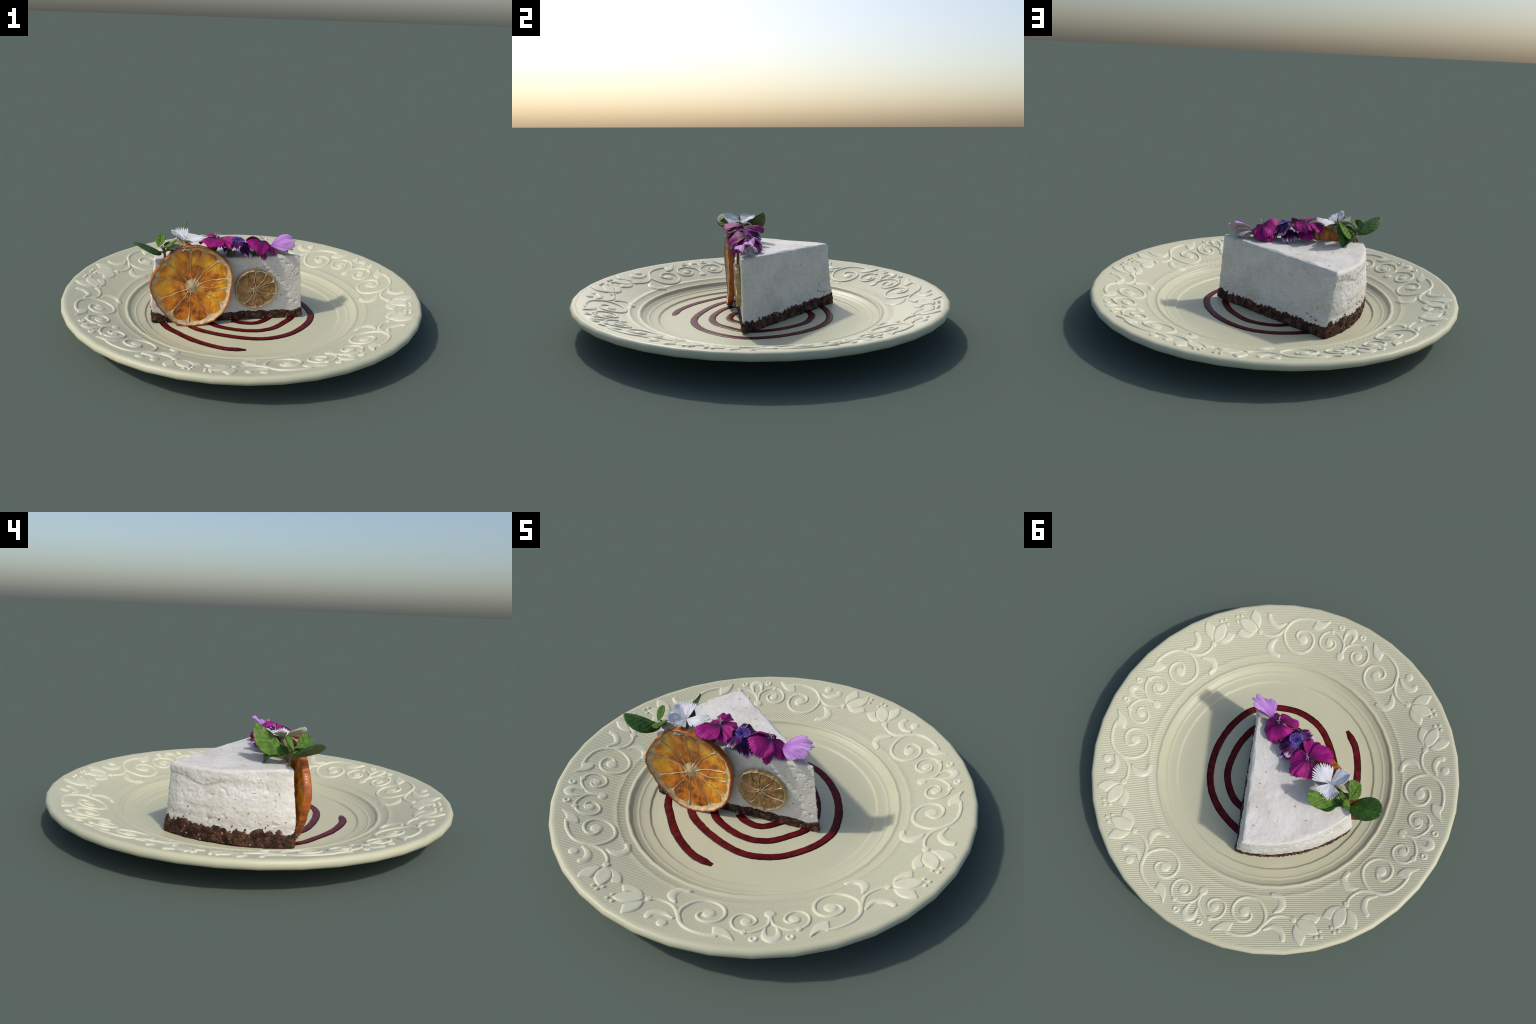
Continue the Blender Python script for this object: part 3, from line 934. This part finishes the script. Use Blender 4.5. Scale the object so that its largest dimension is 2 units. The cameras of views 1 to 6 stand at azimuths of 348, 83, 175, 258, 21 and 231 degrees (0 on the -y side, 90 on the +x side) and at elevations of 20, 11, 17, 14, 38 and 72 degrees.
ORANGE = [(4, .221), (18, .232), (32, .236), (49, .233), (67, .235), (81, .233), (96, .237), (110, .232), (124, .217), (144, .212), (161, .221), (175, .225), (190, .216),
          (207, .212), (227, .213), (241, .228), (252, .234), (267, .228), (284, .230), (302, .235), (320, .231), (338, .222), (351, .213)]
OMEM = [[(355, .040), (14, .119), (9, .190)], [(25, .038), (48, .112), (44, .205)], [(55, .034), (65, .112), (72, .205)], [(80, .036), (92, .099), (91, .205)],
        [(140, .036), (129, .097), (134, .185)], [(180, .030), (163, .093), (165, .190)], [(222, .036), (204, .098), (202, .182)], [(238, .045), (236, .103), (234, .180)],
        [(261, .040), (265, .119), (265, .212)], [(300, .038), (297, .087), (299, .198)], [(332, .050), (328, .113), (326, .195)], [(345, .048), (352, .108), (354, .185)]]
def orange_bow(x, z):
    b = 0.0
    b += 0.014 * max(0, z / .235) ** 1.6
    b += 0.012 * max(0, -z / .235) ** 2.2
    b += 0.006 * max(0, x / .22) ** 2
    q = max(0, -x / .22)
    b += q * (0.003 - 0.028 * (z / .2) ** 2)
    # the drying fruit has sunk in behind its stiff rim, most of all above the core
    r = math.hypot(x, z) / .22
    if r < .9:
        b -= 0.014 * math.exp(-((z - .085) / .085) ** 2 - (x / .12) ** 2) + 0.006 * (1 - (r / .9) ** 4) * min(1, r * 5)
    return b
citrus("dried_orange_slice", "translucent dried orange slice leaning on the cake", "dried fruit slice", (-.307, -.1435, .250), ORANGE, .925, .034, OMEM, orange_bow,
       (MAT_RIND, MAT_PITH, MAT_FLESH, MAT_MEMBRANE), .0060, rind_w=.009, mem_w=.0025)

LIME = [(4, .124), (18, .120), (40, .119), (63, .111), (85, .107), (107, .110), (129, .113), (155, .109), (183, .106), (212, .109), (238, .113), (262, .117), (295, .117), (323, .122), (344, .126)]
LMEM = [[(a, .008), (a + 3 * (-1) ** k, .055), (a + d, r)] for k, (a, d, r) in enumerate(((19, 2, .113), (52, 1, .106), (88, 2, .101), (122, -3, .104), (162, -4, .103), (202, 2, .102), (240, -2, .106), (274, 1, .110), (307, 2, .112), (342, 1, .118)))]
citrus("dried_lime_slice", "brown dried lime slice pressed on the cake", "dried fruit slice", (.041, -.1310, .212), LIME, .955, .024, LMEM, lambda x, z: 0.006 * max(0, z / .11) ** 2 - 0.004 * max(0, -z / .11) ** 2,
       (MAT_LIME_RIND, MAT_LIME_MEM, MAT_LIME_FLESH, MAT_LIME_MEM), .0095, warp=.004, mem_w=.0019, rind_w=.004)

# ------------------------------------------------------------------ petals, leaves
def frame(C, T, side):
    """Local frame: x from base to tip (tip at 1), y towards `side`, z normal."""
    C, T, side = Vector(C), Vector(T), Vector(side)
    x = T - C
    L = x.length
    x.normalize()
    y = side - x * side.dot(x)
    y.normalize()
    z = x.cross(y)
    M = Matrix(((x.x * L, y.x * L, z.x * L, C.x), (x.y * L, y.y * L, z.y * L, C.y), (x.z * L, y.z * L, z.z * L, C.z), (0, 0, 0, 1)))
    return M, z, L

def sheet(points, nu, nv, thick):
    """Closed thin body around a grid of points; returns verts, faces, material index (0 upper, 1 lower)."""
    P = np.array(points).reshape(nv, nu, 3)
    du = np.gradient(P, axis=1); dv = np.gradient(P, axis=0)
    N = np.cross(dv, du)
    ln = np.linalg.norm(N, axis=2, keepdims=True)
    N = N / np.maximum(ln, 1e-12)
    mean = N.reshape(-1, 3).mean(0)
    N[(ln[..., 0] < 1e-10)] = mean / (np.linalg.norm(mean) + 1e-9)
    up = (P + N * thick / 2).reshape(-1, 3); dn = (P - N * thick / 2).reshape(-1, 3)
    V = np.concatenate([up, dn]); o = nu * nv
    F = [tuple(reversed(q)) for q in grid_faces(nu, nv)]; MI = [0] * len(F)
    F2 = grid_faces(nu, nv, False, o)
    F += F2; MI += [1] * len(F2)
    border = list(range(nu)) + [j * nu + nu - 1 for j in range(1, nv)] + [(nv - 1) * nu + i for i in range(nu - 2, -1, -1)] + [j * nu for j in range(nv - 2, 0, -1)]
    for q in range(len(border)):
        s, e = border[q], border[(q + 1) % len(border)]
        F.append((s, e, e + o, s + o)); MI.append(0)
    return V, F, MI

def add_petal(parent, C, L, T, R, mats, bulge=0.012, teeth=(13, 0.10), ruffle=0.003, seed=0, up=(0, 0, 1), name="petal", thick=0.0032, belly=0.2, curl=0.0):
    C, L, T, R = (np.array(v, float) for v in (C, L, T, R))
    M, zax, length = frame(C, T, R - L)
    nvec = np.array(zax)
    if np.dot(nvec, np.array(up)) < 0:
        L, R = R, L
        M, zax, length = frame(C, T, R - L)
        nvec = np.array(zax)
    ctrl = 2 * T - (L + R) / 2
    nu, nv = 141, 26
    lat = (R - L) / 2
    pts = []
    nt, amp = teeth
    rs = random.Random(seed)
    tl = [rs.uniform(.25, 1.0) for _ in range(nt * 2 + 4)]
    for j in range(nv):
        v = j / (nv - 1)
        for i in range(nu):
            u = i / (nu - 1)
            E = (1 - u) ** 2 * L + 2 * u * (1 - u) * ctrl + u * u * R
            uw = min(1, max(0, u + 0.030 * math.sin(u * 17 + seed) * math.sin(math.pi * u)))
            ph = uw * nt
            saw = abs((ph % 1) * 2 - 1) ** 1.5
            cut = amp * saw * tl[int(ph)] + 0.06 * amp * noise.noise(Vector((u * 30, seed, 0)))
            roundc = 0.10 * abs(2 * u - 1) ** 4
            s = v * (1 - 1.5 * cut * v ** 3 - roundc * v * v)
            p = C + (E - C) * s
            p = p + lat * (2 * u - 1) * (belly * math.sin(math.pi * min(1, s * .92)) + 0.03 * (1 - s))
            h = bulge * 4 * s * (1 - s) + 1.3 * ruffle * math.sin(u * TAU * (2.1 + .5 * math.sin(seed)) + seed) * s * s + 0.0065 * noise.noise(Vector((u * 4 + seed * 1.7, s * 3, 1))) * s + 0.0022 * noise.noise(Vector((u * 11 + seed, s * 6, 4))) * s
            h += -curl * (2 * u - 1) ** 2 * s
            pts.append(p + nvec * h)
    inv = np.array(M.inverted())
    P = np.array(pts) @ inv[:3, :3].T + inv[:3, 3]
    V, F, MI = sheet(P, nu, nv, thick / length)
    return link(name, mesh_from(name, V, F, mats, MI), parent, M)

def add_leaf(parent, B, T, A, D, mats, bow=0.0, cup=0.0, widest=0.5, seed=0, thick=0.0042, blunt=0.6, quilt=0.0016, up=(0, 0, 1), name="leaf"):
    """Leaf from base B to tip T with side points A and D at its widest place."""
    B, T, A, D = (np.array(v, float) for v in (B, T, A, D))
    M, zax, length = frame(B, T, D - A)
    if np.dot(np.array(zax), np.array(up)) < 0:
        A, D = D, A
        M, zax, length = frame(B, T, D - A)
    n = np.array(zax)
    mid0 = B + (T - B) * widest
    va, vd = A - mid0, D - mid0
    nu, nv = 33, 46
    pts = []
    for j in range(nv):
        v = j / (nv - 1)
        w = (math.sin(math.pi * v ** (math.log(.5) / math.log(widest)))) ** blunt
        for i in range(nu):
            e = 2 * i / (nu - 1) - 1
            ser = 1 - 0.045 * abs(((v * 11) % 1) - .5) * (abs(e) > .85)
            side = vd if e > 0 else va
            p = B + (T - B) * v + n * bow * 4 * v * (1 - v) + side * (abs(e) * w * ser)
            ph = v - abs(e) * 0.32
            q = quilt * abs(math.sin(ph * math.pi * 7)) * min(1, 3 * (1 - abs(e))) * min(1, abs(e) * 6)
            crease = -0.0035 * math.exp(-(e / .07) ** 2)
            p = p + n * (q + crease - cup * (1 - e * e) * w + 0.002 * noise.noise(Vector((e * 2 + seed, v * 4, 3))))
            pts.append(p)
    inv = np.array(M.inverted())
    P = np.array(pts) @ inv[:3, :3].T + inv[:3, 3]
    V, F, MI = sheet(P, nu, nv, thick / length)
    return link(name, mesh_from(name, V, F, mats, MI), parent, M)

def add_tube(parent, name, ctrl, radii, mat, n=14, sides=9):
    path = catmull(ctrl, n)
    rr = np.interp(np.linspace(0, 1, n), np.linspace(0, 1, len(radii)), radii)
    V, F = tube(path, rr, sides)
    return link(name, mesh_from(name, V, F, [mat]), parent)

def stamens(parent, C, direction, count, length, seed):
    rs = random.Random(seed)
    d = Vector(direction).normalized()
    for k in range(count):
        a = Vector((rs.uniform(-1, 1), rs.uniform(-1, 1), rs.uniform(-.2, .6)))
        tip = Vector(C) + d * length + a * length * .9
        midp = Vector(C) + d * length * .7 + a * length * .25
        add_tube(parent, "stamen", [tuple(C), tuple(midp), tuple(tip)], [.0012, .0010, .0016], MAT_STAMEN, 7, 5)

def violet_star(parent, C, up, radius, seed):
    """Small striped corolla mouth in the middle of the purple flower."""
    up = Vector(up).normalized()
    a = up.orthogonal().normalized()
    for k in range(7):
        ang = TAU * k / 7 + .3
        d = Matrix.Rotation(ang, 3, up) @ a
        s = up.cross(d)
        T = Vector(C) + d * radius + up * .010
        add_petal(parent, C, T - s * radius * .42 - d * .004, T, T + s * radius * .42 - d * .004, (MAT_VIOLET, MAT_VIOLET), .004, (5, .25), .001, seed + k, up, "inner_petal", .002)

dn = "dianthus_flower"
f1C = (.079, -.083, .470)
f1 = thing(dn, "drooping magenta dianthus flower with fringed petals", "edible flower", f1C)
MG = (MAT_MAGENTA, MAT_MAGENTA_BACK)
add_petal(f1, f1C, (-.016, -.134, .484), (.040, -.174, .430), (.102, -.142, .428), MG, .016, (15, .09), .004, 11, (0, -.6, .8))
add_petal(f1, f1C, (.064, -.004, .402), (.012, -.040, .440), (-.014, -.112, .486), MG, .022, (15, .10), .006, 12, (-.2, .3, .9))
add_petal(f1, f1C, (.136, -.050, .420), (.112, -.020, .400), (.072, -.004, .402), MG, .008, (9, .14), .003, 13, (.5, .5, .7))
add_petal(f1, f1C, (.112, -.128, .408), (.153, -.118, .402), (.128, -.050, .432), MG, .010, (11, .12), .003, 14, (.6, -.3, .7))
add_petal(f1, f1C, (.060, -.154, .396), (.082, -.160, .384), (.102, -.138, .388), MG, .006, (8, .16), .002, 15, (0, -.9, .4))
add_petal(f1, (.070, -.085, .450), (.085, -.010, .396), (.050, -.004, .394), (.010, -.020, .396), MG, .012, (11, .12), .006, 16, (0, .8, .5))
add_petal(f1, (.070, -.085, .450), (.012, -.030, .398), (-.004, -.060, .404), (-.006, -.100, .412), MG, .010, (9, .12), .005, 17, (-.6, .4, .6))
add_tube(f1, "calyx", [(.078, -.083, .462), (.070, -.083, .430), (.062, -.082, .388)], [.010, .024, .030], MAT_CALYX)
stamens(f1, (.081, -.085, .474), (.1, -.2, 1), 6, .020, 1)

f2C = (-.049, -.094, .474)
f2 = thing(dn, "dark purple dianthus flower with white fringe", "edible flower", f2C)
PU = (MAT_PURPLE, MAT_PURPLE_BACK)
add_petal(f2, f2C, (-.103, -.165, .455), (-.072, -.185, .457), (-.031, -.166, .478), PU, .012, (13, .12), .004, 21, (0, -.4, .9))
add_petal(f2, f2C, (-.053, -.172, .449), (-.008, -.168, .402), (.018, -.146, .412), PU, .012, (13, .12), .003, 22, (.2, -.8, .6))
add_petal(f2, f2C, (.004, -.024, .420), (-.024, .004, .434), (-.057, .004, .462), PU, .012, (13, .12), .003, 23, (.2, .4, .9))
add_petal(f2, f2C, (-.062, .000, .465), (-.094, -.008, .457), (-.117, -.068, .434), PU, .012, (13, .12), .004, 24, (-.3, .3, .9))
add_petal(f2, f2C, (.020, -.135, .430), (.030, -.085, .436), (.012, -.035, .434), PU, .008, (13, .12), .003, 25, (.6, 0, .8))
violet_star(f2, (-.049, -.094, .477), (.15, -.15, 1), .036, 60)
add_tube(f2, "calyx", [(-.052, -.092, .468), (-.075, -.097, .440), (-.105, -.104, .398)], [.012, .026, .026, .014], MAT_CALYX)
add_petal(f2, (-.055, -.092, .458), (-.020, -.006, .396), (-.055, .010, .398), (-.095, -.004, .396), PU, .014, (13, .12), .006, 26, (0, .8, .5))
add_petal(f2, (-.055, -.092, .458), (-.090, -.010, .398), (-.118, -.040, .404), (-.124, -.078, .412), PU, .010, (11, .12), .005, 27, (-.5, .5, .6))

f3C = (-.166, -.076, .486)
f3 = thing(dn, "open magenta dianthus flower with fringed petals", "edible flower", f3C)
add_petal(f3, f3C, (-.258, -.150, .496), (-.212, -.190, .480), (-.142, -.176, .480), MG, .014, (17, .09), .003, 31, (0, -.3, .95))
add_petal(f3, f3C, (-.134, -.180, .468), (-.094, -.150, .468), (-.080, -.112, .504), MG, .006, (14, .07), .004, 32, (.2, -.3, .9))
add_petal(f3, f3C, (-.142, .030, .446), (-.176, .040, .474), (-.216, .014, .468), MG, .014, (15, .09), .004, 33, (0, .3, .95))
add_petal(f3, f3C, (-.210, .016, .462), (-.246, -.022, .446), (-.262, -.070, .470), MG, .010, (13, .10), .003, 34, (-.4, .2, .9))
add_petal(f3, f3C, (-.092, -.070, .480), (-.098, -.030, .462), (-.126, .014, .452), MG, .008, (11, .10), .003, 35, (.6, .3, .7))
stamens(f3, (-.164, -.076, .492), (.2, .0, 1), 7, .022, 3)
add_tube(f3, "calyx", [(-.168, -.076, .478), (-.185, -.076, .445), (-.206, -.073, .400)], [.012, .026, .028, .016], MAT_CALYX)
add_petal(f3, (-.172, -.076, .462), (-.130, .000, .404), (-.165, .022, .414), (-.205, .008, .412), MG, .014, (13, .12), .006, 36, (0, .8, .5))
add_petal(f3, (-.172, -.076, .462), (-.118, -.060, .410), (-.112, -.030, .412), (-.126, .000, .412), MG, .010, (9, .12), .005, 37, (.6, .4, .6))

wC = (-.329, -.078, .488)
f4 = thing(dn, "white dianthus flower with deeply fringed petals", "edible flower", wC)
WH = (MAT_WHITE, MAT_WHITE_BACK)
add_petal(f4, wC, (-.258, -.012, .486), (-.217, -.083, .510), (-.276, -.150, .494), WH, .004, (15, .27), .003, 41, (0, -.1, 1), belly=.0)
add_petal(f4, wC, (-.292, -.160, .500), (-.372, -.168, .538), (-.374, -.098, .538), WH, -.006, (15, .13), .003, 42, (.5, .4, .8), belly=.04)
add_petal(f4, wC, (-.304, .006, .534), (-.386, -.004, .530), (-.409, -.074, .534), WH, -.004, (15, .27), .003, 43, (.3, -.3, .9), belly=.02)
OL = (MAT_WHITE_BACK, MAT_WHITE_BACK)
add_petal(f4, (-.336, -.086, .478), (-.418, -.100, .496), (-.424, -.140, .470), (-.384, -.166, .462), OL, .010, (11, .12), .004, 44, (-.5, -.5, .6), belly=.12)
add_petal(f4, (-.336, -.086, .474), (-.372, -.164, .460), (-.338, -.172, .462), (-.296, -.158, .470), OL, .010, (11, .12), .004, 45, (0, -.8, .5), belly=.12)
stamens(f4, (-.330, -.078, .491), (0, -.1, 1), 3, .014, 5)
add_tube(f4, "calyx", [(-.330, -.080, .486), (-.338, -.092, .458), (-.350, -.106, .420)], [.012, .022, .024, .014], MAT_CALYX_PALE)

pkC = (.131, -.079, .436)
pk = thing("loose_petal", "single curled lilac pink petal on the cake tip", "flower petal", pkC)
add_petal(pk, pkC, (.200, -.152, .414), (.272, -.092, .458), (.228, -.030, .484), (MAT_PINK, MAT_PINK_BACK), .020, (7, .10), .011, 51, (.2, -.4, .9), "petal_blade", belly=.14)
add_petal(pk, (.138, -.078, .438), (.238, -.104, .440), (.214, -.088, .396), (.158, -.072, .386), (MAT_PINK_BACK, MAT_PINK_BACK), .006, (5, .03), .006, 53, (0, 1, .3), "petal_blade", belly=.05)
add_petal(pk, (.128, -.074, .432), (.218, -.122, .404), (.232, -.072, .410), (.196, -.034, .412), (MAT_PINK_BACK, MAT_PINK_BACK), .012, (7, .06), .004, 52, (.2, 0, .9), "petal_blade", belly=.16)
add_tube(pk, "petal_claw", [(.136, -.080, .437), (.126, -.072, .424), (.122, -.066, .402)], [.008, .0055, .004], plain("claw_green", (.34, .38, .16), .6), 8, 7)

# ------------------------------------------------------------------ mint sprig
mint = thing("mint_sprig", "small green mint sprig with rounded leaves", "mint herb", (-.445, -.076, .38))
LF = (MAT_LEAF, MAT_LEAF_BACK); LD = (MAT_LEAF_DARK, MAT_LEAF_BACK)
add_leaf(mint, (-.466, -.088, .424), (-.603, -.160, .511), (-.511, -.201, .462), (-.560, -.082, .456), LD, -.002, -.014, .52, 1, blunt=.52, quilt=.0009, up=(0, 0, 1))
add_leaf(mint, (-.438, -.066, .424), (-.314, .052, .550), (-.376, .046, .446), (-.364, -.028, .500), LF, -.004, .006, .56, 2, blunt=.55, up=(-.4, -.3, .7))
add_leaf(mint, (-.446, -.108, .462), (-.424, -.190, .490), (-.385, -.150, .512), (-.468, -.150, .470), LF, .004, .004, .5, 3, blunt=.7, quilt=.0026, up=(-.5, 0, .8))
add_leaf(mint, (-.474, -.084, .456), (-.456, -.048, .518), (-.440, -.082, .500), (-.486, -.055, .492), LF, .002, .004, .5, 4, blunt=.7, quilt=.0022, up=(-.9, .2, .2))
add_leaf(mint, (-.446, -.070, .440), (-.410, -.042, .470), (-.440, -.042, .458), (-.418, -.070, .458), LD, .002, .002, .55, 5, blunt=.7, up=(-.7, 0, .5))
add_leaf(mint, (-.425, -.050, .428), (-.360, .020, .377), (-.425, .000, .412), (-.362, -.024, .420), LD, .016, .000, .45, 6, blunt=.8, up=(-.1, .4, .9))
add_leaf(mint, (-.336, -.004, .520), (-.362, .017, .374), (-.328, .006, .452), (-.366, -.004, .446), LD, .006, .004, .5, 8, blunt=.75, up=(.3, .9, .2))  # shaded half of the big folded leaf, modelled as an extra darker leaf
add_leaf(mint, (-.448, -.090, .436), (-.372, -.128, .448), (-.420, -.142, .452), (-.400, -.078, .438), LF, .006, .002, .5, 7, blunt=.65, up=(0, -.2, 1))
add_tube(mint, "stem", [(-.446, -.076, .374), (-.443, -.080, .405), (-.450, -.084, .435), (-.460, -.086, .462)], [.0075, .0065, .006, .004], MAT_STEM, 14)
for tip in ((-.470, -.090, .432), (-.430, -.060, .430), (-.446, -.112, .466), (-.425, -.052, .430)):
    add_tube(mint, "stem", [(-.446, -.081, .420), ((-.446 + tip[0]) / 2, (-.081 + tip[1]) / 2, tip[2] - .004), tip], [.005, .004, .003], MAT_STEM, 8, 7)
